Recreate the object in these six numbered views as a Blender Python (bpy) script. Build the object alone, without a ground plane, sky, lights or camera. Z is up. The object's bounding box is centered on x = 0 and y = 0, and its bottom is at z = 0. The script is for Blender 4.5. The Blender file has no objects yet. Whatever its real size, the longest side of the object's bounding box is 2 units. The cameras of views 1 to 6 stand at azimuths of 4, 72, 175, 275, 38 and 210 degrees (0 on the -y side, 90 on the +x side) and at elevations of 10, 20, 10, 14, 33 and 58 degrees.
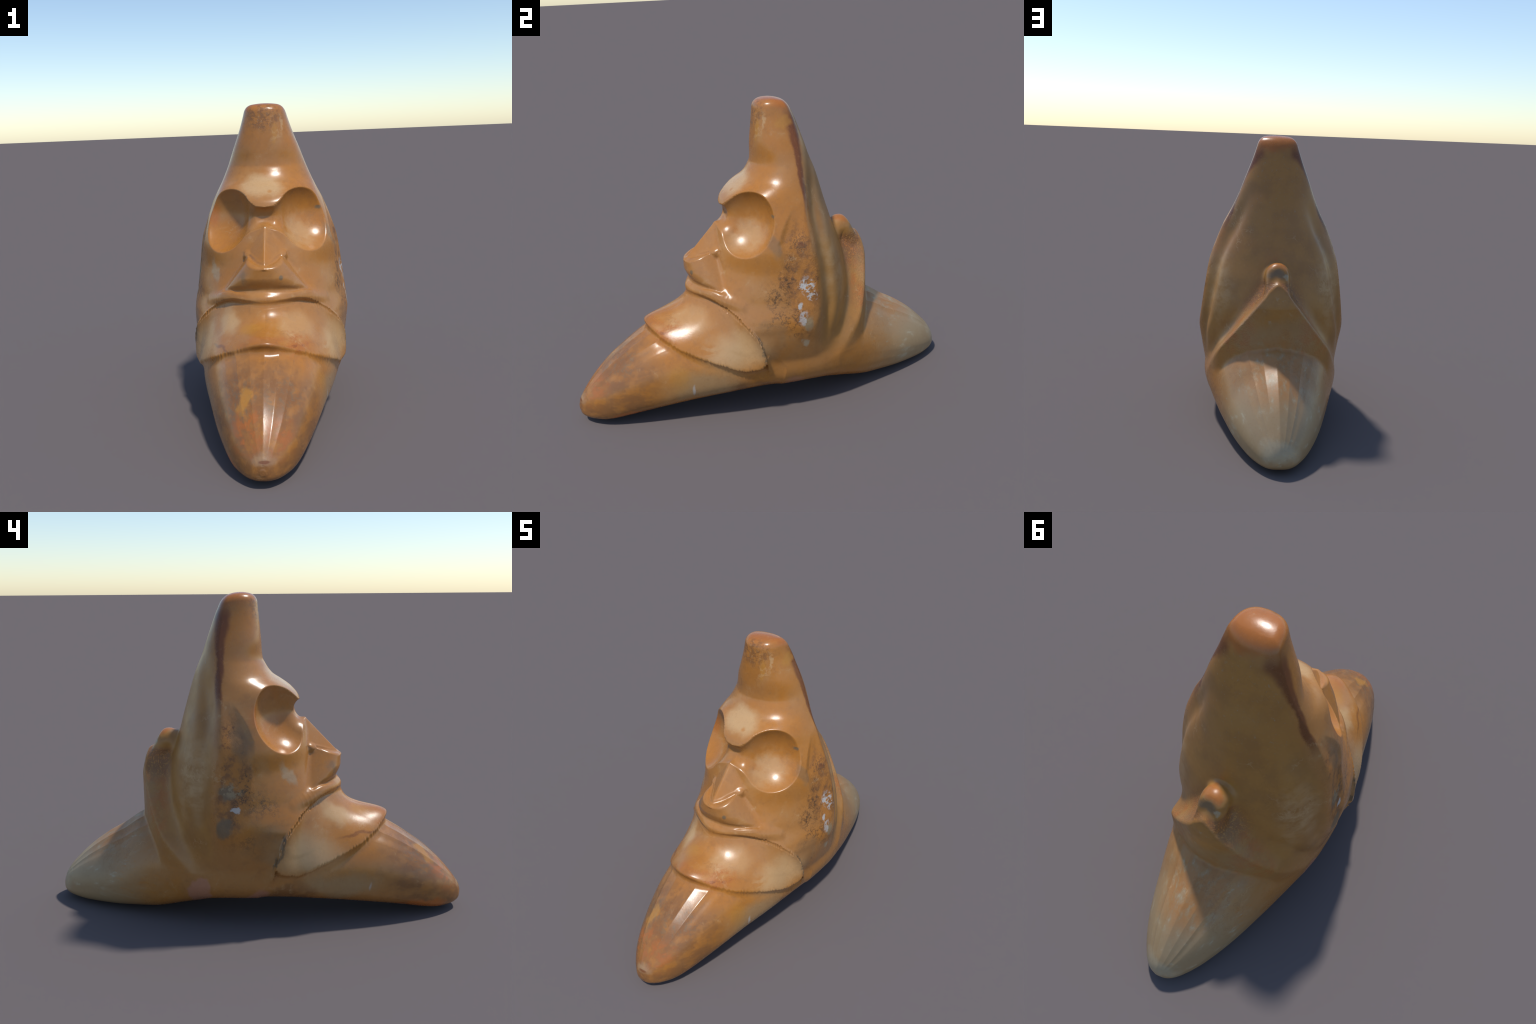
"""Polished three-pointed stone carving: a hollow-eyed face on a boat-shaped body.

The body is described as solids (sections, profiles, sweeps) joined and cut with
smooth boolean rules; the joined surface is meshed once and split by region."""
import bpy
import numpy as np
from concurrent.futures import ThreadPoolExecutor

STEP = 0.003          # mesh cell size in metres
rng = np.random.default_rng(7)

# ------------------------------------------------------------------ helpers
def curve(xs, ys):
    """monotone cubic through control points -> function"""
    xs = np.asarray(xs, float); ys = np.asarray(ys, float)
    h = np.diff(xs); d = np.diff(ys) / h
    m = np.zeros(len(xs)); m[0], m[-1] = d[0], d[-1]
    for i in range(1, len(xs) - 1):
        if d[i - 1] * d[i] > 0:
            w1, w2 = 2 * h[i] + h[i - 1], h[i] + 2 * h[i - 1]
            m[i] = (w1 + w2) / (w1 / d[i - 1] + w2 / d[i])
    def f(t):
        t = np.clip(t, xs[0], xs[-1])
        i = np.clip(np.searchsorted(xs, t) - 1, 0, len(xs) - 2)
        s = (t - xs[i]) / h[i]
        return ((1 + 2 * s) * (1 - s) ** 2 * ys[i] + s * (1 - s) ** 2 * h[i] * m[i]
                + s * s * (3 - 2 * s) * ys[i + 1] + s * s * (s - 1) * h[i] * m[i + 1])
    n = 3000
    table = f(np.linspace(xs[0], xs[-1], n + 1)).astype(np.float64)
    x0, inv = xs[0], n / (xs[-1] - xs[0])
    def look(t):
        u = np.clip((t - x0) * inv, 0, n - 1e-6)
        i = u.astype(np.int32)
        a = table[i]
        return a + (u - i) * (table[i + 1] - a)
    return look

def union(a, b, k=0.0):
    if np.isscalar(k) and k <= 0:
        return np.minimum(a, b)
    h = np.maximum(k - np.abs(a - b), 0) / k
    return np.minimum(a, b) - h * h * k * 0.25

def both(a, b, k=0.0):
    return -union(-a, -b, k)

def cut(a, b, k=0.0):
    return -union(-a, b, k)

def smooth(a, b, t):
    s = np.clip((t - a) / (b - a), 0, 1)
    return s * s * (3 - 2 * s)

def sweep(P, spine, radii, n=5):
    """distance to a round rod along a smooth spine"""
    spine = np.asarray(spine, float); radii = np.asarray(radii, float)
    t = np.linspace(0, len(spine) - 1, (len(spine) - 1) * n + 1)
    k = np.arange(len(spine))
    pts = np.stack([curve(k, spine[:, j])(t) for j in range(3)], 1)
    rad = curve(k, radii)(t)
    reach = rad.max() + 0.06
    ok = np.ones(P.shape[1], bool)
    for j in range(3):
        ok &= (P[j] > pts[:, j].min() - reach) & (P[j] < pts[:, j].max() + reach)
    full = np.full(P.shape[1], 0.06)
    P = P[:, ok]
    best = np.full(P.shape[1], 9.0)
    for a, b, ra, rb in zip(pts[:-1], pts[1:], rad[:-1], rad[1:]):
        ab = b - a
        d = [P[j] - a[j] for j in range(3)]
        s = np.clip((d[0] * ab[0] + d[1] * ab[1] + d[2] * ab[2]) / max(ab @ ab, 1e-12), 0, 1)
        q = np.sqrt(sum((d[j] - s * ab[j]) ** 2 for j in range(3))) - (ra + s * (rb - ra))
        best = np.minimum(best, q)
    full[ok] = best
    return full

# ------------------------------------------------------------------ profiles
# boat-shaped body, along y
HULL_Y = [-1.0, -0.993, -0.975, -0.94, -0.88, -0.81, -0.74, -0.67, -0.60, -0.45, 0.0, 0.45, 0.56, 0.66, 0.75, 0.84, 0.92, 0.965, 0.99, 1.0]
hull_top = curve(HULL_Y, [0.075, 0.108, 0.137, 0.183, 0.249, 0.310, 0.358, 0.402, 0.438, 0.478, 0.50, 0.49, 0.460, 0.396, 0.343, 0.277, 0.201, 0.150, 0.105, 0.066])
hull_low = curve([-1.0, -0.993, -0.975, -0.94, -0.88, -0.70, -0.50, -0.30, -0.10, 0.10, 0.30, 0.50, 0.72, 0.84, 0.92, 0.965, 0.99, 1.0],
                 [0.073, 0.044, 0.030, 0.019, 0.012, 0.036, 0.060, 0.082, 0.094, 0.090, 0.055, 0.011, 0.0, 0.002, 0.010, 0.020, 0.038, 0.064])
hull_wide = curve([-1.0, -0.993, -0.975, -0.94, -0.88, -0.80, -0.70, -0.50, -0.25, 0.0, 0.15, 0.30, 0.45, 0.60, 0.72, 0.84, 0.92, 0.965, 0.99, 1.0],
                  [0.004, 0.032, 0.060, 0.096, 0.138, 0.174, 0.210, 0.263, 0.320, 0.352, 0.354, 0.332, 0.292, 0.249, 0.209, 0.158, 0.111, 0.074, 0.039, 0.004])
# head: half width, front, back, by height
head_wide = curve([0.05, 0.09, 0.105, 0.125, 0.15, 0.20, 0.27, 0.38, 0.48, 0.56, 0.70, 0.84, 0.92, 1.02, 1.10, 1.19, 1.28, 1.385, 1.45, 1.485, 1.503, 1.511],
                  [0.04, 0.10, 0.17, 0.262, 0.302, 0.336, 0.359, 0.383, 0.398, 0.390, 0.373, 0.351, 0.326, 0.287, 0.246, 0.206, 0.172, 0.132, 0.111, 0.101, 0.096, 0.093])
head_front = curve([0.05, 0.20, 0.30, 0.36, 0.40, 0.45, 0.50, 0.56, 0.62, 0.70, 0.85, 0.95, 1.00, 1.04, 1.075, 1.106, 1.138, 1.182, 1.212, 1.295, 1.371, 1.447, 1.485, 1.503, 1.511],
                   [-0.10, -0.20, -0.30, -0.40, -0.45, -0.46, -0.415, -0.385, -0.354, -0.306, -0.250, -0.225, -0.212, -0.196, -0.164, -0.122, -0.076, -0.044, -0.030, -0.022, -0.015, -0.007, -0.004, -0.002, 0.0])
head_back = curve([0.05, 0.25, 0.45, 0.60, 0.75, 0.87, 0.943, 1.036, 1.15, 1.24, 1.339, 1.405, 1.459, 1.493, 1.506, 1.511],
                  [0.30, 0.33, 0.42, 0.445, 0.415, 0.372, 0.352, 0.325, 0.288, 0.251, 0.215, 0.191, 0.168, 0.155, 0.150, 0.148])
head_ridge = curve([0.1, 0.45, 0.58, 0.70, 0.84, 0.95, 1.09, 1.25, 1.40, 1.47, 1.511], [0.10, 0.125, 0.150, 0.149, 0.136, 0.129, 0.134, 0.147, 0.138, 0.120, 0.110])

cheek_edge = curve([0.5, 0.70, 0.80, 0.865, 0.89, 0.957, 1.0, 1.06], [0.0, -0.01, -0.02, -0.025, -0.014, 0.018, 0.048, 0.085])
back_power = curve([0.1, 0.25, 0.40, 0.55, 0.70, 0.88, 1.0, 1.2, 1.5], [2.6, 2.5, 1.95, 1.64, 1.55, 1.54, 1.45, 1.75, 1.9])
EYE_C = np.array([0.178, -0.124, 0.954]); EYE_N = np.array([0.666, -0.682, 0.302])
EYE_N /= np.linalg.norm(EYE_N)
EYE_RIM, EYE_DEEP = 0.148, 0.066                  # dish: a cap of a large ball
EYE_R = (EYE_RIM ** 2 + EYE_DEEP ** 2) / (2 * EYE_DEEP)
EYE_OUT = EYE_R - EYE_DEEP
wedge_back = curve([-0.05, 0, 0.05, 0.10, 0.15, 0.187, 0.223, 0.257, 0.29, 0.314, 0.333, 0.346, 0.36], [0.552, 0.556, 0.552, 0.533, 0.510, 0.491, 0.469, 0.444, 0.414, 0.379, 0.337, 0.296, 0.22])
# collar: its upper and lower rims, by the angle (degrees) round an upright axis, and the hollow between
COLLAR_AXIS = 0.05
up_r = curve([-10, 0, 10, 20, 30, 41, 51.4, 58.7, 63.3, 66], [0.438, 0.456, 0.438, 0.412, 0.395, 0.393, 0.404, 0.417, 0.422, 0.414])
up_z = curve([-10, 0, 10, 20, 30, 41, 51.4, 58.7, 63.3, 66], [0.598, 0.597, 0.598, 0.596, 0.582, 0.550, 0.50, 0.45, 0.39, 0.318])
low_r = curve([-11.5, 0, 11.5, 21.8, 30.8, 41.3, 53.4, 62.3, 66], [0.636, 0.671, 0.636, 0.587, 0.534, 0.486, 0.436, 0.422, 0.414])
low_z = curve([-11.5, 0, 11.5, 21.8, 30.8, 41.3, 53.4, 62.3, 66], [0.449, 0.486, 0.449, 0.402, 0.361, 0.320, 0.282, 0.288, 0.312])
hollow = curve([0, 15, 30, 45, 55, 62, 66], [0.038, 0.022, 0.007, 0.005, 0.005, 0.004, 0.0])

def collar(P):
    """height over the hollow, and the place between upper (0) and lower (1) rim with the rim distance"""
    x, y, z = P
    r = np.sqrt(x * x + (y - COLLAR_AXIS) ** 2)
    a = np.degrees(np.arctan2(x, COLLAR_AXIS - y))
    ru, zu, rl, zl = up_r(a), up_z(a), low_r(a), low_z(a)
    ln = np.maximum(np.hypot(rl - ru, zl - zu), 0.012)
    er, ez = (rl - ru) / ln, (zl - zu) / ln
    t = ((r - ru) * er + (z - zu) * ez) / ln
    tc = np.clip(t, 0, 1)
    d = -(r - ru) * ez + (z - zu) * er + hollow(a) * 6.75 * tc * (1 - tc) ** 2
    return d * 0.9, t, ln, a, r

def chisel(s, pitch):
    u = s / pitch
    a = 0.5 + 0.5 * np.sin(2 * np.pi * u + 1.6 * np.sin(u * 0.83) + 0.9 * np.sin(u * 2.1 + 1))
    return a * (0.62 + 0.38 * np.sin(u * 1.37 + 0.6 * np.sin(u * 0.41)))

def carving(P):
    """implicit surface of the whole carving, x >= 0 half (mirror symmetric)"""
    x, y, z = P
    # boat body
    w, zt, zl = hull_wide(y), hull_top(y), hull_low(y)
    zc = zl + (zt - zl) * 0.36
    up = z > zc
    hh = np.where(up, zt - zc, zc - zl) + 1e-4
    p = np.where(up, 2.1 - 0.52 * smooth(0.40, 0.66, y), 2.7 + 0.4 * smooth(0.2, 0.5, y))
    q = ((x / w) ** p + (np.abs(z - zc) / hh) ** p) ** (1 / p)
    gx = (x / w) ** (p - 1) / w; gz = (np.abs(z - zc) / hh) ** (p - 1) / hh
    g = np.sqrt(gx * gx + gz * gz) / np.maximum(q, 1e-3) ** (p - 1)
    hull = (q - 1) / np.maximum(g, 1.0)
    # long flat facets rubbed along the top of both horns
    ang = np.arctan2(x, np.maximum(z - zc, 1e-3))
    strip = np.mod(ang, 0.26) / 0.26 - 0.5
    hull = hull + 0.0035 * (0.25 - strip * strip) * 4 * smooth(0.85, 0.6, ang) * smooth(0.1, 0.3, np.abs(y)) * w / 0.25 * up
    hull = np.maximum(hull, np.abs(y) - 1.0)
    floor = (zl - z) * 0.95

    # chest under the collar, its lip standing proud of the front horn
    cd, ct, cl, ca, cr = collar(P)
    notch = 0.006 * chisel(ca * 0.0085, 0.0145) * smooth(4, 16, ca)
    chest = both(both(cd, (ct - 1) * cl - 0.016 + notch * np.exp(-(cd / 0.016) ** 2), 0.016), (-0.5 * smooth(32, 14, ca) - 0.02 - ct) * cl, 0.01)
    chest = both(chest, (ca - 66) * 0.006)
    chest = both(both(chest, y), -0.10 - cd)
    body = union(hull, chest, 0.040)

    # head: egg-shaped level sections
    zz = np.minimum(z, 1.511)
    hw, yr = head_wide(zz), head_ridge(zz)
    fr = y < yr
    dep = np.where(fr, yr - head_front(zz), head_back(zz) - yr)
    pf = 2.0 - 0.15 * smooth(0.50, 0.60, z) * smooth(0.84, 0.72, z) + 0.5 * np.exp(-((z - 1.085) / 0.045) ** 2) + 0.9 * smooth(0.46, 0.32, z) - 0.6 * smooth(0.30, 0.15, z)  + 0.5 * smooth(1.20, 1.32, z)
    pb = back_power(z)
    p = np.where(fr, pf, pb)
    ay = np.abs(y - yr) / np.maximum(dep, 0.004)
    q = ((x / hw) ** p + ay ** p) ** (1 / p)
    gx = (x / hw) ** (p - 1) / hw; gy = ay ** (p - 1) / np.maximum(dep, 0.004)
    g = np.sqrt(gx * gx + gy * gy) / np.maximum(q, 1e-3) ** (p - 1)
    head = (q - 1) / np.maximum(g, 1.0)
    # lengthen toward true distance on the sloping flanks
    head = head * 0.93
    head = both(head, z - (1.511 - 1.3 * x * x - 3.2 * (y - 0.07) ** 2), 0.028)
    # shallow flute behind the side ridge
    flute = 0.020 * np.exp(-((y - yr - 0.065) / 0.042) ** 2) * smooth(0.26, 0.48, z) * smooth(1.30, 1.0, z)
    head = head + flute
    # rough hollow between the polished cheek and the ridge
    edge = cheek_edge(z)
    u = (y - edge) / (yr - edge)
    head = head + 0.010 * smooth(0.0, 0.28, u) * smooth(1.02, 0.55, u) * smooth(0.52, 0.72, z) * smooth(1.05, 0.90, z) * (x > 0.15)
    head = both(head, floor, 0.05)

    # neck wedge at the back: roof falls both ways from the apex, back wall convex
    xe = np.sqrt(x * x + 0.022 ** 2)
    roof = np.where(x < 0.5, (z - (0.812 - 1.36 * xe - 4.0 * np.maximum(x - 0.27, 0) ** 2 * 3)) / 1.69, 9)
    wall_y = wedge_back(x) - 0.42 * np.maximum(z - 0.66, 0) ** 1.3
    wall = (y - wall_y) * np.where(x < 0.28, 0.80, 0.55)
    side = x - (np.minimum(0.352, head_wide(np.clip(z, 0.05, 1)) * 0.985) - 0.35 * np.maximum(y - 0.27, 0))
    wedge = both(both(roof, wall, 0.012), side, 0.02)
    wedge = both(wedge, -y)
    wedge = both(wedge, floor, 0.05)
    head = union(head, wedge, 0.05)
    # peg on the nape
    peg = sweep(P, [(0, 0.36, 0.765), (0, 0.428, 0.812), (0, 0.475, 0.74)], [0.062, 0.062, 0.062])
    peg = both(peg, (y - 0.470) * 0.9 + (z - 0.85) * 0.42, 0.012)
    head = union(head, peg, 0.026)

    # lip mound: a three-cornered swelling under the nose
    am = np.clip((0.925 - z) * 0.735, 0.005, 0.22)
    fy = 0.203 - 1.9 * np.clip(0.715 - z, 0, 0.1) ** 1.5
    q = ((x / am) ** 2.4 + (np.abs(np.minimum(y + 0.20, 0)) / fy) ** 2.4) ** (1 / 2.4)
    mound = (q - 1) * 0.8 * np.minimum(am, fy)
    mound = both(mound, (x - am + 0.012) * 0.8, 0.01)
    mound = both(mound, (z - (0.765 + 0.36 * (y + 0.40))) * 0.94, 0.010)
    mound = both(mound, 0.622 - z, 0.02)
    mound = both(mound, y + 0.1)
    # nose: sharp-ridged pyramid
    ridge_y = -0.230 + 0.966 * (z - 0.935)
    nose = (ridge_y + 1.07 * np.sqrt(x * x + 0.006 ** 2) - 0.006 - y) / 1.75
    nose = both(nose, (0.768 + 0.36 * (y + 0.385) - z) * 0.94, 0.006)
    nose = both(nose, z - 1.0)
    nose = both(nose, y + 0.1)
    # groove that sets the lip triangle off from the cheeks
    groove = np.sqrt(((x - am - 0.002) * 0.81) ** 2 + (np.maximum(np.maximum(z - 0.80, 0.655 - z), 0)) ** 2)
    face = head
    face = union(face, nose, 0.010)
    face = face + 0.002 * np.exp(-(groove / 0.013) ** 2) * smooth(0.80, 0.76, z) * (y < -0.1)
    face = union(face, mound, 0.012)
    tray = sweep(P, [(-0.035, -0.366, 0.786), (0, -0.394, 0.780), (0.035, -0.366, 0.786), (0.058, -0.328, 0.796), (0.076, -0.292, 0.806)], [0.011, 0.010, 0.011, 0.011, 0.007])
    face = cut(face, tray, 0.006)
    wing = np.sqrt((x - 0.080) ** 2 + (y + 0.258) ** 2 + (z - 0.797) ** 2) - 0.020
    face = union(face, wing, 0.016)
    # mouth slit and chin ledge
    mouth = sweep(P, [(-0.08, -0.40, 0.650), (0, -0.408, 0.650), (0.08, -0.385, 0.648), (0.15, -0.325, 0.642), (0.20, -0.275, 0.636)], [0.011, 0.012, 0.012, 0.011, 0.006])
    face = cut(face, mouth, 0.02)
    ledge = sweep(P, [(-0.05, -0.366, 0.612), (0, -0.377, 0.613), (0.05, -0.366, 0.612), (0.10, -0.343, 0.610), (0.15, -0.310, 0.605), (0.20, -0.268, 0.594), (0.26, -0.185, 0.570)], [0.030, 0.031, 0.031, 0.032, 0.032, 0.030, 0.014])
    face = union(face, ledge, 0.035)

    body = union(body, face, 0.012 + 0.035 * smooth(0.30, 0.16, z))

    # the hollow of the collar, upper rim chipped with chisel marks
    scoop = both(both(-cd, -ct * cl, 0.008), (ca - 67) * 0.006)
    scoop = both(scoop, y + 0.05)
    rim = 0.002 + 0.006 * chisel(ca * 0.0075, 0.0145) * smooth(24, 34, ca)
    near = smooth(0.16, 0.05, ct)
    ridge = (body - scoop) * 0.7071 + rim * near - 0.03 * (1 - near)
    body = both(np.maximum(body, ridge), -scoop, 0.004)

    # eye bowls: round hollows, joined over the bridge
    def bowl(sx):
        d = [sx * x - EYE_C[0] - EYE_OUT * EYE_N[0], y - EYE_C[1] - EYE_OUT * EYE_N[1], z - EYE_C[2] - EYE_OUT * EYE_N[2]]
        return np.sqrt(d[0] ** 2 + d[1] ** 2 + d[2] ** 2) - EYE_R
    bridge = sweep(P, [(-0.095, -0.250, 0.982), (-0.055, -0.240, 0.977), (0, -0.217, 0.977), (0.055, -0.240, 0.977), (0.095, -0.250, 0.982)], [0.080, 0.062, 0.043, 0.062, 0.080], 10)
    eyes = union(union(bowl(1), bowl(-1), 0.05), bridge, 0.035)
    s = np.arctan2(z - 0.947, x - 0.17) * 0.15
    rim = 0.0015 + 0.003 * chisel(s, 0.013) * smooth(1.0, 1.05, z) * smooth(-0.06, -0.12, y)
    ridge = (body - eyes) * 0.7071 + rim
    body = both(np.maximum(body, ridge), -eyes, 0.004)
    return body

# ------------------------------------------------------------------ meshing
def field(P):
    parts = np.array_split(P, max(1, P.shape[1] // 60000), axis=1)
    with ThreadPoolExecutor(4) as pool:
        return np.concatenate(list(pool.map(carving, parts)))

def mesh_surface():
    n = 5
    big = STEP * n
    lo = np.array([0.0, -1.02, -0.02]); size = np.array([0.44, 2.04, 1.56])
    nb = np.ceil(size / big).astype(int)
    N = nb * n + 1
    F = np.full(N, 1.0, np.float32)
    ci, cj, ck = np.meshgrid(*[np.arange(b) for b in nb], indexing="ij")
    C = np.stack([ci.ravel(), cj.ravel(), ck.ravel()])
    cen = lo[:, None] + (C + 0.5) * big
    f0 = field(cen)
    F = np.repeat(np.repeat(np.repeat(f0.reshape(nb), n, 0), n, 1), n, 2)
    F = np.pad(F, ((0, 1), (0, 1), (0, 1)), mode="edge").astype(np.float32)
    near = C[:, np.abs(f0) < big * 1.25]
    o = np.stack(np.meshgrid(*[np.arange(n + 1)] * 3, indexing="ij")).reshape(3, -1)
    for part in np.array_split(near, max(1, near.shape[1] // 8000), axis=1):
        idx = (part[:, :, None] * n + o[:, None, :]).reshape(3, -1)
        F[idx[0], idx[1], idx[2]] = field(lo[:, None] + idx * STEP)
    F = np.concatenate([F[:0:-1], F], 0)
    lo = np.array([-(N[0] - 1) * STEP, lo[1], lo[2]])
    # surface nets
    S = F < 0
    cnt = np.zeros(np.array(F.shape) - 1, np.int8)
    for a in (0, 1):
        for b in (0, 1):
            for c in (0, 1):
                cnt += S[a:S.shape[0] - 1 + a, b:S.shape[1] - 1 + b, c:S.shape[2] - 1 + c]
    cells = np.argwhere((cnt > 0) & (cnt < 8))
    ids = np.full(cnt.shape, -1, np.int32)
    ids[tuple(cells.T)] = np.arange(len(cells))
    acc = np.zeros((len(cells), 3)); num = np.zeros(len(cells))
    corners = [(a, b, c) for a in (0, 1) for b in (0, 1) for c in (0, 1)]
    val = {k: F[cells[:, 0] + k[0], cells[:, 1] + k[1], cells[:, 2] + k[2]] for k in corners}
    for k in corners:
        for ax in range(3):
            if k[ax] == 0:
                k2 = list(k); k2[ax] = 1; k2 = tuple(k2)
                a, b = val[k], val[k2]
                m = (a < 0) != (b < 0)
                t = np.where(m, a / np.where(m, a - b, 1), 0)
                pos = np.array(k, float)[None, :].repeat(len(cells), 0)
                pos[:, ax] = t
                acc += pos * m[:, None]; num += m
    V = lo + (cells + acc / num[:, None]) * STEP
    quads = []
    for ax in range(3):
        A = [slice(None)] * 3; B = [slice(None)] * 3
        A[ax] = slice(0, -1); B[ax] = slice(1, None)
        ch = S[tuple(A)] != S[tuple(B)]
        E = np.argwhere(ch)
        inside = S[tuple(A)][tuple(E.T)]
        u, v = (ax + 1) % 3, (ax + 2) % 3
        off = np.zeros((4, 3), int)
        off[1, u] = -1; off[2, u] = -1; off[2, v] = -1; off[3, v] = -1
        q = np.stack([ids[tuple((E + off[i]).T)] for i in range(4)], 1)
        q[~inside] = q[~inside][:, ::-1]
        quads.append(q)
    Q = np.concatenate(quads)
    # settle the vertices onto the exact surface
    P = np.stack([np.abs(V[:, 0]), V[:, 1], V[:, 2]])
    f = field(P); h = 0.001
    G = np.stack([(field(P + np.eye(3)[:, j:j + 1] * h) - f) / h for j in range(3)], 1)
    G[:, 0] *= np.where(V[:, 0] < 0, -1, 1)
    g2 = np.maximum((G * G).sum(1), 0.05)
    V = V - np.clip(f / g2, -STEP * 0.5, STEP * 0.5)[:, None] * G
    # normals from faces, softened
    fn = np.cross(V[Q[:, 2]] - V[Q[:, 0]], V[Q[:, 3]] - V[Q[:, 1]])
    NN = np.zeros_like(V)
    for i in range(4):
        for j in range(3):
            NN[:, j] += np.bincount(Q[:, i], fn[:, j], len(V))
    NN /= np.maximum(np.linalg.norm(NN, axis=1), 1e-12)[:, None]
    return V, Q, NN

V, Q, NN = mesh_surface()
# the real piece is a little askew: the front horn bends slightly to one side
def lean(V):
    W = V.copy()
    W[:, 0] += 0.003 + 0.006 * np.clip((-V[:, 1] - 0.45) / 0.5, 0, 1) * smooth(0.55, 0.40, V[:, 2])
    return W

# ------------------------------------------------------------------ regions
def region(c):
    x, y, z = np.abs(c[:, 0]), c[:, 1], c[:, 2]
    P = np.stack([x, y, z])
    lab = np.zeros(len(c), int)                                   # 0 cheek / side of head
    names = ["head_side", "pointed_crown", "forehead", "eye_socket", "nose", "lip_mound", "chin_ledge", "collar",
             "front_horn", "rear_horn", "nape_wedge", "nape_peg", "head_back"]
    yr = head_ridge(np.clip(z, 0, 1.5))
    back = (y > yr + 0.02) & (z > 0.12)
    lab[back] = 12
    lab[(~back) & (z > 1.02)] = 2
    lab[z > 1.215] = 1
    d = (x - EYE_C[0]) * EYE_N[0] + (y - EYE_C[1]) * EYE_N[1] + (z - EYE_C[2]) * EYE_N[2]
    r = np.sqrt(np.maximum(((x - EYE_C[0]) ** 2 + (y - EYE_C[1]) ** 2 + (z - EYE_C[2]) ** 2) - d * d, 0))
    lab[((r < 0.150) & (d < 0.004) & (y < 0.1)) | ((x < 0.06) & (y > -0.226) & (y < -0.1) & (z > 0.93) & (z < 1.02))] = 3
    nose = (y < -0.22) & (z > 0.77 + 0.36 * (y + 0.385)) & (z < 0.945) & (x < (0.945 - z) * 0.71 + 0.005) & (lab != 3)
    lab[nose] = 4
    lab[(y < -0.235) & (x < (0.922 - z) * 0.71) & (z > 0.648) & (z < 0.81) & ~nose & (lab == 0)] = 5
    lab[(y < -0.2) & (z <= 0.648) & (z > 0.57) & (lab == 0)] = 6
    cd, ct, cl, ca, cr = collar(P)
    front = (y < -0.05) & (ca < 66.5)
    lab[front & (np.abs(cd) < 0.03) & (ct > 0.0) & (ct <= 1.0) & (z < 0.60)] = 7
    lab[((lab == 0) | (lab == 6)) & front & (ct > 1.0)] = 8
    lab[(lab == 0) & (y < -0.62)] = 8
    wall_y = wedge_back(x)
    heel = (y > 0.27) & ((y > 0.40) | (x > 0.30)) & (z < np.maximum(hull_top(y) + 0.01, 0)) & (y > wall_y - 0.012)
    lab[heel | ((y > 0.26) & (z < 0.14))] = 9
    wed = (y > 0.39 - 0.5 * np.maximum(0.5 - z, 0)) & (z < 0.80) & (lab != 9) & (y > 0.27)
    lab[wed] = 10
    lab[(x < 0.07) & (y > 0.375) & (z > 0.775) & (z < 0.9) & ~((y > 0.485) & (z < 0.81))] = 11
    return lab, names

lab, names = region(V[Q].mean(1))
# smooth ragged borders by majority of neighbours is not needed: borders coincide
V = lean(V)
fit = 2.0 / (V[:, 1].max() - V[:, 1].min())
V[:, 1] = (V[:, 1] - (V[:, 1].max() + V[:, 1].min()) / 2) * fit
V[:, 0] -= (V[:, 0].max() + V[:, 0].min()) / 2
V[:, 2] -= V[:, 2].min()

# ------------------------------------------------------------------ material
class Nodes:
    """small helper for wiring shader nodes"""
    def __init__(self, tree):
        self.t = tree
    def new(self, kind, ins=(), **props):
        n = self.t.nodes.new(kind)
        for k, v in props.items():
            setattr(n, k, v)
        for k, v in (ins.items() if isinstance(ins, dict) else enumerate(ins)):
            if isinstance(v, bpy.types.NodeSocket):
                self.t.links.new(v, n.inputs[k])
            elif v is not None:
                n.inputs[k].default_value = v
        return n
    def math(self, op, a, b=0.0, clamp=False):
        return self.new("ShaderNodeMath", (a, b), operation=op, use_clamp=clamp).outputs[0]
    def vec(self, op, a, b=(0, 0, 0)):
        n = self.new("ShaderNodeVectorMath", (a, b), operation=op)
        return n.outputs[1] if op == "LENGTH" else n.outputs[0]
    def ramp(self, v, lo, hi):
        """0 at lo, 1 at hi, eased"""
        n = self.new("ShaderNodeMapRange", {0: v, 1: lo, 2: hi, 3: 0.0, 4: 1.0}, interpolation_type="SMOOTHSTEP")
        return n.outputs[0]
    def noise(self, p, scale, detail=3.0, rough=0.55, stretch=None):
        if stretch:
            p = self.vec("MULTIPLY", p, stretch)
        n = self.new("ShaderNodeTexNoise", {"Vector": p, "Scale": scale, "Detail": detail, "Roughness": rough})
        return n.outputs[0]
    def mix(self, fac, a, b):
        n = self.new("ShaderNodeMix", data_type="RGBA")
        for k, v in ((0, fac), (6, a), (7, b)):
            if isinstance(v, bpy.types.NodeSocket):
                self.t.links.new(v, n.inputs[k])
            else:
                n.inputs[k].default_value = v if k == 0 else (*v, 1.0)
        return n.outputs[2]
    def blob(self, p, c, r, soft=0.35):
        d = self.vec("LENGTH", self.vec("DIVIDE", self.vec("SUBTRACT", p, c), r))
        return self.ramp(d, 1.0 + soft, 1.0 - soft)
    def mul(self, *v):
        out = v[0]
        for k in v[1:]:
            out = self.math("MULTIPLY", out, k)
        return out

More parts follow.
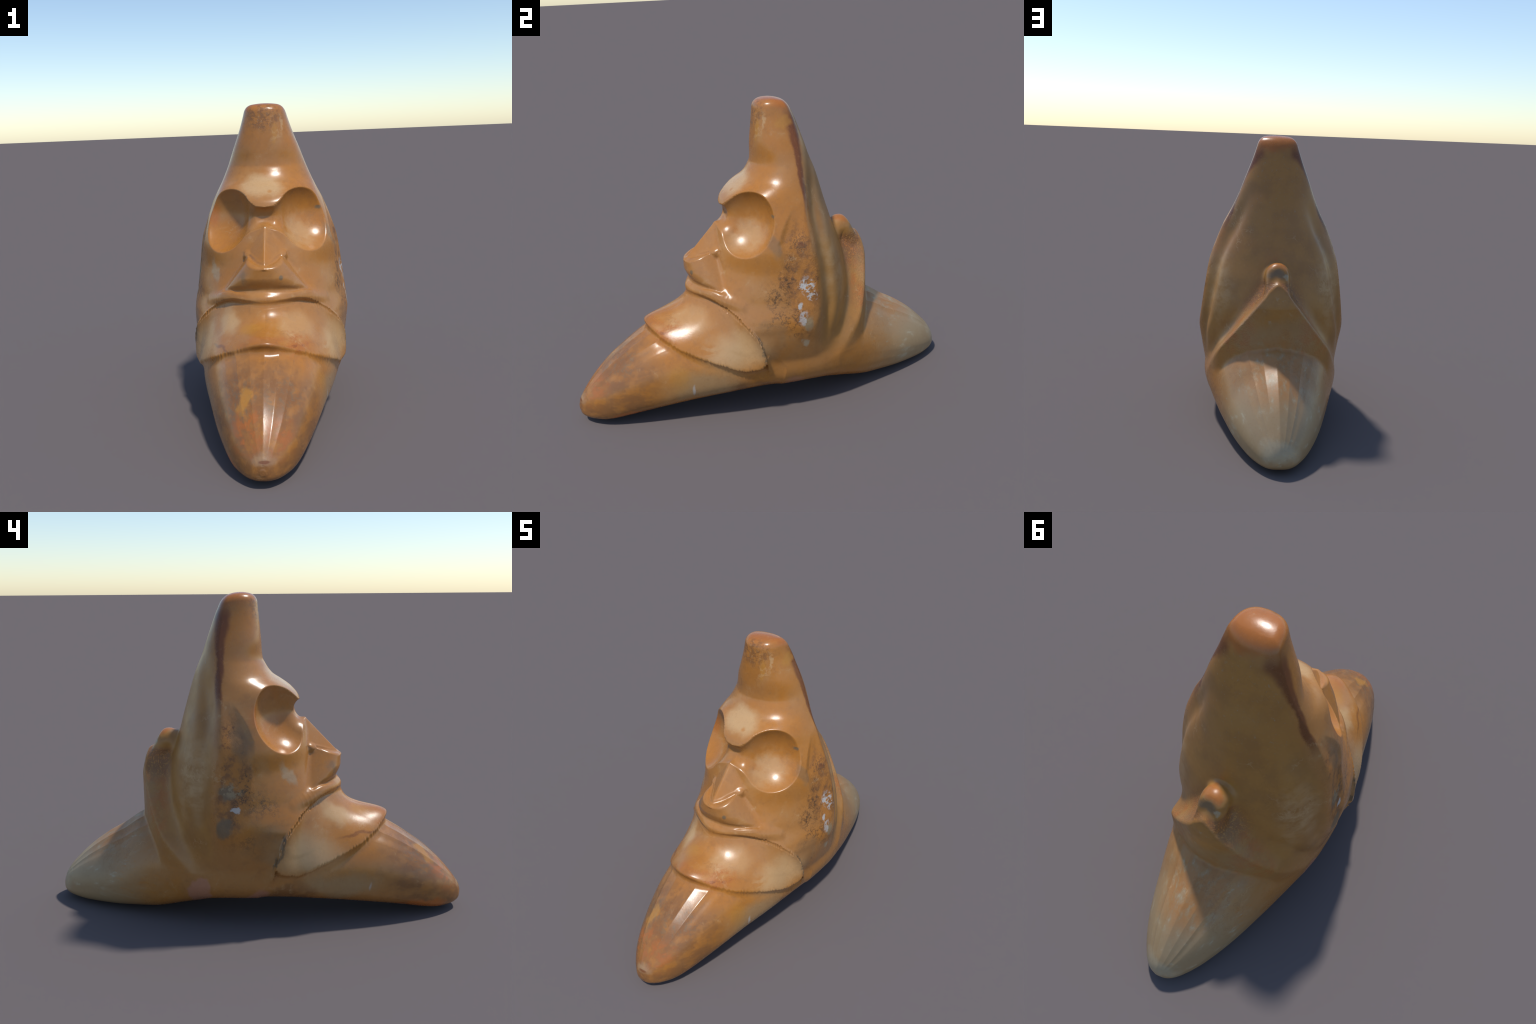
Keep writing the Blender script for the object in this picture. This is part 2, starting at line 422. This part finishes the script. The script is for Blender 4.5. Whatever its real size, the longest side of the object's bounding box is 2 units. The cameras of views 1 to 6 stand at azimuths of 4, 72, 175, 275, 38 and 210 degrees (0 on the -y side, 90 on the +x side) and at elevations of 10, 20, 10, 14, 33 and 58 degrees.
# stone colours (linear)
TAN = (0.385, 0.170, 0.048); ORANGE = (0.42, 0.162, 0.026); CREAM = (0.52, 0.325, 0.155); BROWN = (0.205, 0.088, 0.030)
RED = (0.40, 0.128, 0.024); DARK_RED = (0.155, 0.046, 0.012); GREY = (0.330, 0.238, 0.130); PALE = (0.41, 0.335, 0.220)
OLIVE = (0.39, 0.182, 0.040); SLATE = (0.165, 0.116, 0.068); WHITE = (0.50, 0.47, 0.44); BLACK = (0.030, 0.022, 0.017)
PINK = (0.42, 0.19, 0.115); AMBER = (0.45, 0.20, 0.032); RUST = (0.42, 0.125, 0.022)

def stone():
    mat = bpy.data.materials.new("polished_stone")
    mat.use_nodes = True
    mat.node_tree.nodes.clear()
    N = Nodes(mat.node_tree)
    pos = N.new("ShaderNodeTexCoord").outputs["Object"]
    sep = N.new("ShaderNodeSeparateXYZ", (pos,))
    X, Y, Z = sep.outputs
    ax = N.math("ABSOLUTE", X)
    # positions bent by noise so that no patch has a clean outline
    bend = N.new("ShaderNodeTexNoise", {"Vector": pos, "Scale": 7.0, "Detail": 5.0, "Roughness": 0.62}).outputs[1]
    bend = N.vec("MULTIPLY", N.vec("SUBTRACT", bend, (0.5, 0.5, 0.5)), (0.13, 0.13, 0.13))
    wp = N.vec("ADD", pos, bend)
    wsep = N.new("ShaderNodeSeparateXYZ", (wp,))
    WX, WY, WZ = wsep.outputs
    both_sides = N.new("ShaderNodeCombineXYZ", (N.math("ABSOLUTE", WX), WY, WZ)).outputs[0]
    broad = N.noise(pos, 2.6, 3)
    cloud = N.noise(pos, 6.5, 5, 0.6)
    mottle = N.noise(pos, 19, 6, 0.68)
    grain = N.noise(pos, 75, 5, 0.7)
    speck = N.noise(pos, 150, 2, 0.5)
    streak = N.noise(pos, 1.0, 5, 0.6, (26, 3.2, 26))
    fine_streak = N.noise(pos, 1.0, 4, 0.6, (70, 9, 70))
    cells = N.new("ShaderNodeTexVoronoi", {"Vector": wp, "Scale": 95.0}, feature="F1").outputs[0]
    pebble = N.new("ShaderNodeTexVoronoi", {"Vector": pos, "Scale": 120.0}, feature="F1").outputs[0]
    crack_n = N.noise(wp, 9, 7, 0.72)
    crack = N.ramp(N.math("ABSOLUTE", N.math("SUBTRACT", crack_n, 0.5)), 0.020, 0.004)
    crack2 = N.ramp(N.math("ABSOLUTE", N.math("SUBTRACT", N.noise(pos, 22, 6, 0.75), 0.52)), 0.030, 0.006)

    col = N.mix(N.ramp(broad, 0.40, 0.62), TAN, ORANGE)
    col = N.mix(N.math("MULTIPLY", N.ramp(cloud, 0.52, 0.78), 0.26), col, CREAM)
    col = N.mix(N.math("MULTIPLY", N.ramp(mottle, 0.50, 0.72), 0.30), col, BROWN)

    def lay(color, mask, amount=1.0):
        nonlocal col
        if amount != 1.0:
            mask = N.math("MULTIPLY", mask, amount)
        col = N.mix(mask, col, color)

    B = lambda c, r, soft=0.35, sym=False: N.blob(both_sides if sym else wp, c, r, soft)
    ridge_off = N.math("SUBTRACT", Y, 0.145)
    back = N.mul(N.ramp(ridge_off, 0.005, 0.045), N.ramp(Z, 0.25, 0.45))
    # back of the head: duller, with pale specks near the crown
    lay(OLIVE, back, 0.85)
    lay(BROWN, N.mul(back, N.ramp(cloud, 0.42, 0.62), 0.3))
    lay(CREAM, N.mul(B((0.27, 0.24, 0.66), (0.06, 0.10, 0.20), 0.6, True), N.ramp(streak, 0.3, 0.7)), 0.6)
    lay(PALE, N.mul(N.ramp(grain, 0.58, 0.72), N.blob(pos, (0, 0.25, 1.22), (0.25, 0.2, 0.30), 0.5), back), 0.55)
    # rear horn: grey stone with long pale streaks
    rear = N.ramp(WY, 0.36, 0.78)
    low_rear = N.mul(rear, N.ramp(Z, 0.60, 0.46))
    lay(GREY, low_rear, 0.85)
    lay(PALE, N.mul(N.ramp(streak, 0.52, 0.74), low_rear), 0.5)
    lay(TAN, N.mul(N.ramp(streak, 0.66, 0.44), B((0.0, 0.66, 0.40), (0.19, 0.24, 0.16), 0.5)), 0.9)
    lay(ORANGE, N.mul(N.ramp(fine_streak, 0.55, 0.70), B((0.25, 0.45, 0.22), (0.14, 0.22, 0.16), 0.5, True)), 0.6)
    lay(PALE, N.mul(N.ramp(streak, 0.62, 0.70), N.ramp(Y, 0.5, 0.6)), 0.6)
    lay(PALE, B((0, 0.97, 0.10), (0.09, 0.06, 0.05)), 0.7)
    # edges of the nape wedge: pebbled orange
    strip = N.mul(N.ramp(Z, 0.80, 0.77), N.ramp(Y, 0.37, 0.43), N.ramp(Z, 0.30, 0.5), N.ramp(Y, 0.545, 0.51))
    lay(RUST, N.mul(strip, N.ramp(mottle, 0.40, 0.62)), 0.55)
    lay(BROWN, N.mul(strip, N.ramp(cells, 0.25, 0.45), N.ramp(Z, 0.60, 0.70)), 0.75)
    lay(GREY, N.mul(N.blob(wp, (0, 0.50, 0.55), (0.2, 0.06, 0.16), 0.3)), 0.35)
    lay(SLATE, B((0.01, 0.49, 0.83), (0.05, 0.03, 0.03)), 0.75)
    lay(PALE, B((-0.03, 0.485, 0.82), (0.018, 0.02, 0.018)), 0.7)
    lay(RUST, B((0, 0.43, 0.875), (0.07, 0.05, 0.025)), 0.6)

    # crown: red cap, dark stain running down both side ridges, pitted front
    top = N.blob(wp, (0, 0.14, 1.50), (0.13, 0.14, 0.075), 0.25)
    lay(RED, top, 0.9)
    soft = N.vec("ADD", pos, N.vec("MULTIPLY", bend, (0.35, 0.35, 0.35)))
    _, SY, SZ = N.new("ShaderNodeSeparateXYZ", (soft,)).outputs
    wide = N.math("ADD", 0.016, N.math("MULTIPLY", N.ramp(SZ, 1.22, 1.42), 0.022))
    off = N.math("DIVIDE", N.math("ABSOLUTE", N.math("SUBTRACT", SY, 0.146)), wide)
    stain = N.mul(N.ramp(off, 1.35, 0.55), N.ramp(SZ, 0.96, 1.10), N.ramp(SZ, 1.49, 1.40), N.ramp(ax, 0.05, 0.09))
    lay(DARK_RED, stain, 0.9)
    pit = N.blob(wp, (0, -0.005, 1.45), (0.10, 0.07, 0.06), 0.4)
    lay(BROWN, N.mul(pit, N.ramp(N.noise(pos, 45, 6, 0.75), 0.42, 0.60)), 0.85)
    lay(CREAM, N.mul(pit, N.ramp(grain, 0.56, 0.70)), 0.5)
    lay(BROWN, N.blob(wp, (0, -0.02, 1.30), (0.13, 0.09, 0.09), 0.6), 0.22)
    lay(AMBER, B((0.055, -0.015, 1.36), (0.012, 0.03, 0.06)), 0.6)
    lay(CREAM, B((0.085, 0.02, 1.39), (0.007, 0.02, 0.06), 0.5), 0.6)
    lay(AMBER, B((0.115, 0.10, 1.40), (0.03, 0.035, 0.03)), 0.6)
    # forehead: pale cream
    lay(CREAM, N.blob(wp, (-0.015, -0.10, 1.11), (0.095, 0.11, 0.065), 0.45), 0.9)
    lay(ORANGE, N.blob(pos, (0.025, -0.155, 1.092), (0.012, 0.02, 0.009), 0.6), 0.7)
    # eye hollows: left one hotter
    lay(ORANGE, B((-0.21, -0.10, 0.87), (0.12, 0.12, 0.10), 0.5), 0.75)
    lay(RUST, B((-0.26, -0.03, 0.98), (0.03, 0.05, 0.06), 0.5), 0.6)
    lay(CREAM, N.mul(B((0.15, -0.12, 0.90), (0.12, 0.1, 0.10), 0.5), N.ramp(cloud, 0.4, 0.6)), 0.5)
    lay(SLATE, N.blob(N.vec("ADD", pos, N.vec("MULTIPLY", bend, (0.4, 0.4, 0.4))), (0.252, -0.030, 0.992), (0.018, 0.03, 0.010), 0.3), 0.95)
    # nose and cheeks
    lay(PALE, N.blob(wp, (-0.255, -0.16, 0.72), (0.016, 0.05, 0.07), 0.5), 0.5)
    lay(SLATE, N.blob(pos, (0.075, -0.385, 0.715), (0.009, 0.02, 0.011), 0.4), 0.9)
    lay(SLATE, B((-0.10, -0.36, 0.72), (0.025, 0.04, 0.025), 0.5), 0.5)

    # rough ear zone on both sides: orange to brown, black specks, pale scars
    ear = N.blob(both_sides, (0.36, 0.075, 0.72), (0.10, 0.075, 0.30), 0.25)
    ear_low = N.blob(both_sides, (0.38, -0.01, 0.58), (0.09, 0.12, 0.17), 0.5)
    lay(ORANGE, ear, 0.8)
    lay(BROWN, N.mul(ear, N.ramp(mottle, 0.42, 0.62)), 0.85)
    dark = N.math("MAXIMUM", N.mul(ear, 0.8), ear_low)
    lay(BLACK, N.mul(dark, crack2, N.ramp(N.noise(pos, 11, 4, 0.6), 0.46, 0.60)), 0.8)
    lay(BLACK, N.mul(B((0.37, 0.02, 0.70), (0.08, 0.035, 0.09), 0.6, True), N.ramp(N.noise(pos, 34, 6, 0.75), 0.48, 0.64)), 0.85)
    lay(BLACK, N.mul(B((0.36, -0.03, 0.60), (0.08, 0.05, 0.06), 0.6, True), N.ramp(N.noise(pos, 50, 6, 0.8), 0.50, 0.64)), 0.7)
    lay(DARK_RED, N.mul(B((0.33, 0.09, 0.92), (0.08, 0.05, 0.07), 0.5, True), N.ramp(N.noise(pos, 38, 5, 0.7), 0.56, 0.64)), 0.8)
    lay(SLATE, B((0.33, -0.03, 0.87), (0.06, 0.03, 0.055), 0.4), 0.45)
    lay(SLATE, B((-0.32, 0.03, 0.86), (0.07, 0.045, 0.085), 0.5), 0.5)
    lay(SLATE, B((0.36, -0.09, 0.42), (0.06, 0.10, 0.085), 0.35, True), 0.40)
    chip = N.ramp(N.noise(pos, 42, 5, 0.7), 0.46, 0.54)
    lay(WHITE, N.mul(B((0.37, 0.10, 0.665), (0.06, 0.032, 0.035), 0.3), chip))
    lay(WHITE, N.mul(B((0.37, 0.12, 0.625), (0.06, 0.022, 0.025), 0.3), chip), 0.8)
    lay(WHITE, B((0.37, 0.058, 0.572), (0.05, 0.012, 0.020), 0.4), 0.9)
    lay(GREY, B((0.38, 0.10, 0.485), (0.06, 0.034, 0.030), 0.3), 0.85)
    lay(WHITE, N.mul(B((0.38, 0.075, 0.515), (0.06, 0.025, 0.03), 0.3), chip), 0.7)
    lay(SLATE, B((-0.37, 0.095, 0.655), (0.06, 0.045, 0.035), 0.3), 0.9)
    lay(GREY, N.mul(B((-0.37, 0.085, 0.665), (0.06, 0.055, 0.030), 0.3), chip), 0.7)
    lay(BROWN, N.blob(pos, (-0.37, 0.127, 0.636), (0.05, 0.011, 0.013), 0.3), 0.9)
    lay(WHITE, B((-0.37, 0.061, 0.567), (0.05, 0.014, 0.014), 0.3), 0.8)
    lay(SLATE, B((-0.38, 0.10, 0.495), (0.06, 0.038, 0.04), 0.3), 0.85)
    lay(PALE, B((0.37, 0.07, 0.385), (0.05, 0.02, 0.022), 0.3), 0.7)
    # black seam behind the collar tips
    seam = N.ramp(N.math("ABSOLUTE", N.math("SUBTRACT", N.math("ADD", WY, N.math("MULTIPLY", Z, 0.28)), -0.030)), 0.012, 0.003)
    lay(BLACK, N.mul(seam, N.blob(pos, (0.37, -0.135, 0.375), (0.05, 0.06, 0.075), 0.2), chip), 0.95)
    lay(BLACK, N.mul(seam, N.blob(pos, (-0.37, -0.135, 0.375), (0.05, 0.06, 0.085), 0.2)), 0.95)

    # collar: cream flanks, rusty smears along the lip
    lay(CREAM, B((0.31, -0.25, 0.36), (0.09, 0.15, 0.09), 0.7, True), 0.8)
    lay(CREAM, B((-0.17, -0.40, 0.52), (0.05, 0.10, 0.07), 0.5), 0.8)
    lay(CREAM, B((0.14, -0.43, 0.50), (0.12, 0.10, 0.06), 0.5), 0.45)
    smear = N.noise(pos, 1.0, 5, 0.62, (12, 16, 45))
    lay(RED, N.mul(B((0.15, -0.53, 0.445), (0.13, 0.075, 0.040), 0.5), N.ramp(smear, 0.40, 0.58)), 0.9)
    lay(DARK_RED, N.mul(B((0.15, -0.53, 0.445), (0.10, 0.06, 0.032), 0.5), N.ramp(smear, 0.52, 0.66)), 0.7)
    lay(ORANGE, N.mul(B((0.25, -0.42, 0.385), (0.09, 0.10, 0.035), 0.5), N.ramp(smear, 0.36, 0.55)), 0.85)
    lay(ORANGE, N.mul(B((-0.20, -0.46, 0.42), (0.12, 0.11, 0.055), 0.5), N.ramp(cloud, 0.38, 0.55)), 0.85)
    lay(DARK_RED, N.blob(N.vec("ADD", pos, N.vec("MULTIPLY", bend, (0.4, 0.4, 0.4))), (-0.20, -0.49, 0.42), (0.10, 0.09, 0.006), 0.5), 0.55)
    lay(RED, N.mul(B((0.0, -0.605, 0.485), (0.17, 0.05, 0.035), 0.5), N.ramp(smear, 0.36, 0.6)), 0.55)
    lay(AMBER, B((-0.07, -0.50, 0.50), (0.05, 0.04, 0.02), 0.5), 0.6)

    # front horn: brown, streaked along its length, rust near the ground
    toe = N.ramp(WY, -0.56, -0.76)
    lay(BROWN, toe, 0.30)
    lay(BROWN, N.mul(toe, N.ramp(streak, 0.34, 0.60)), 0.80)
    lay(BROWN, N.mul(N.ramp(mottle, 0.44, 0.64), toe), 0.55)
    lay(SLATE, N.mul(B((-0.10, -0.80, 0.28), (0.075, 0.15, 0.10), 0.5), N.ramp(fine_streak, 0.46, 0.60)), 0.55)
    lay(SLATE, N.mul(B((0.08, -0.78, 0.30), (0.09, 0.13, 0.08), 0.5), N.ramp(N.noise(pos, 30, 5, 0.7), 0.50, 0.62)), 0.55)
    lay(AMBER, B((-0.085, -0.80, 0.29), (0.030, 0.07, 0.05), 0.3), 0.75)
    lay(RUST, N.mul(B((-0.06, -0.90, 0.20), (0.08, 0.10, 0.08), 0.5), N.ramp(streak, 0.46, 0.58)), 0.75)
    lay(RUST, N.mul(B((0.07, -0.91, 0.18), (0.06, 0.08, 0.07), 0.5), N.ramp(streak, 0.44, 0.58)), 0.6)
    lay(RUST, N.mul(B((0.16, -0.72, 0.06), (0.07, 0.14, 0.022), 0.3), N.ramp(cloud, 0.36, 0.50)), 0.95)
    lay(RUST, N.mul(B((-0.15, -0.80, 0.055), (0.07, 0.16, 0.035), 0.3), N.ramp(cloud, 0.34, 0.50)), 0.9)
    lay(PALE, B((0.005, -0.978, 0.125), (0.05, 0.03, 0.022), 0.5), 0.28)
    lay(DARK_RED, N.blob(pos, (0.012, -0.985, 0.115), (0.022, 0.03, 0.006), 0.3), 0.8)
    lay(GREY, B((0.28, -0.40, 0.20), (0.10, 0.17, 0.07), 0.5, True), 0.6)
    lay(AMBER, B((0.24, -0.52, 0.25), (0.06, 0.06, 0.06), 0.5), 0.45)
    lay(WHITE, N.blob(N.vec("ADD", pos, N.vec("MULTIPLY", bend, (0.3, 0.3, 0.3))), (-0.21, -0.545, 0.185), (0.05, 0.007, 0.028), 0.4), 0.6)
    lay(WHITE, N.blob(N.vec("ADD", pos, N.vec("MULTIPLY", bend, (0.3, 0.3, 0.3))), (0.24, -0.46, 0.185), (0.05, 0.007, 0.03), 0.4), 0.6)
    # waist between the horns
    lay(PINK, N.blob(wp, (-0.35, 0.235, 0.17), (0.09, 0.055, 0.07), 0.15), 0.85)
    lay(PINK, N.blob(wp, (-0.33, -0.035, 0.14), (0.10, 0.045, 0.05), 0.25), 0.85)
    lay(PINK, N.blob(wp, (0.33, 0.02, 0.14), (0.10, 0.05, 0.05), 0.3), 0.5)
    lay(BROWN, N.mul(B((0.30, -0.18, 0.16), (0.10, 0.10, 0.06), 0.3, True), N.ramp(cloud, 0.40, 0.55)), 0.7)
    lay(ORANGE, B((0.33, 0.30, 0.20), (0.08, 0.10, 0.10), 0.5), 0.5)
    # small veins everywhere, and the finest grain
    lay(BROWN, N.mul(crack, N.ramp(broad, 0.52, 0.66)), 0.30)
    lay(CREAM, N.mul(N.ramp(N.math("ABSOLUTE", N.math("SUBTRACT", N.noise(wp, 4, 4, 0.6), 0.5)), 0.010, 0.002), N.ramp(cloud, 0.52, 0.66)), 0.40)
    lay(BROWN, N.ramp(grain, 0.50, 0.78), 0.25)
    lay(CREAM, N.ramp(grain, 0.46, 0.24), 0.16)

    # polish: glossy carved faces, duller back and rough natural patches
    rough = N.math("ADD", 0.23, N.math("MULTIPLY", N.ramp(mottle, 0.35, 0.75), 0.10))
    rough = N.math("ADD", rough, N.math("MULTIPLY", back, 0.08))
    rough = N.math("ADD", rough, N.math("MULTIPLY", low_rear, 0.10))
    rough = N.math("ADD", rough, N.math("MULTIPLY", ear, 0.30))
    rough = N.math("ADD", rough, N.math("MULTIPLY", strip, 0.10))
    h = N.math("MULTIPLY", grain, 0.12)
    h = N.math("ADD", h, N.mul(ear, N.noise(pos, 34, 6, 0.75), 2.2))
    h = N.math("ADD", h, N.mul(strip, pebble, 0.7))
    h = N.math("ADD", h, N.mul(pit, N.noise(pos, 60, 4, 0.7), 0.8))
    bump = N.new("ShaderNodeBump", {"Strength": 0.30, "Distance": 0.006, "Height": h})
    bs = N.new("ShaderNodeBsdfPrincipled", {"Base Color": col, "Roughness": rough, "Normal": bump.outputs[0], "IOR": 1.5})
    out = N.new("ShaderNodeOutputMaterial")
    mat.node_tree.links.new(bs.outputs[0], out.inputs[0])
    return mat

MAT = stone()

# ------------------------------------------------------------------ objects
root = bpy.data.objects.new("stone_head_carving", None)
bpy.context.scene.collection.objects.link(root)
root["label"] = "polished brown three-pointed stone carving of a hollow-eyed face"
root["category"] = "stone carving"

def add_part(name, faces):
    used = np.unique(faces)
    remap = np.full(len(V), -1); remap[used] = np.arange(len(used))
    me = bpy.data.meshes.new(name)
    f = remap[faces]
    me.vertices.add(len(used)); me.vertices.foreach_set("co", V[used].astype(np.float32).ravel())
    me.loops.add(f.size); me.loops.foreach_set("vertex_index", f.ravel().astype(np.int32))
    me.polygons.add(len(f)); me.polygons.foreach_set("loop_start", np.arange(0, f.size, 4, dtype=np.int32))
    me.update(calc_edges=True); me.validate()
    me.polygons.foreach_set("use_smooth", np.ones(len(f), bool))
    me.normals_split_custom_set_from_vertices(NN[used].tolist())
    me.materials.append(MAT)
    ob = bpy.data.objects.new(name, me)
    bpy.context.scene.collection.objects.link(ob)
    ob.parent = root
    return ob

for i, name in enumerate(names):
    sel = lab == i
    if name == "eye_socket" or name == "head_side":
        left = V[Q].mean(1)[:, 0] < 0
        for s in (sel & ~left, sel & left):
            if s.any():
                add_part(name, Q[s])
    elif sel.any():
        add_part(name, Q[sel])
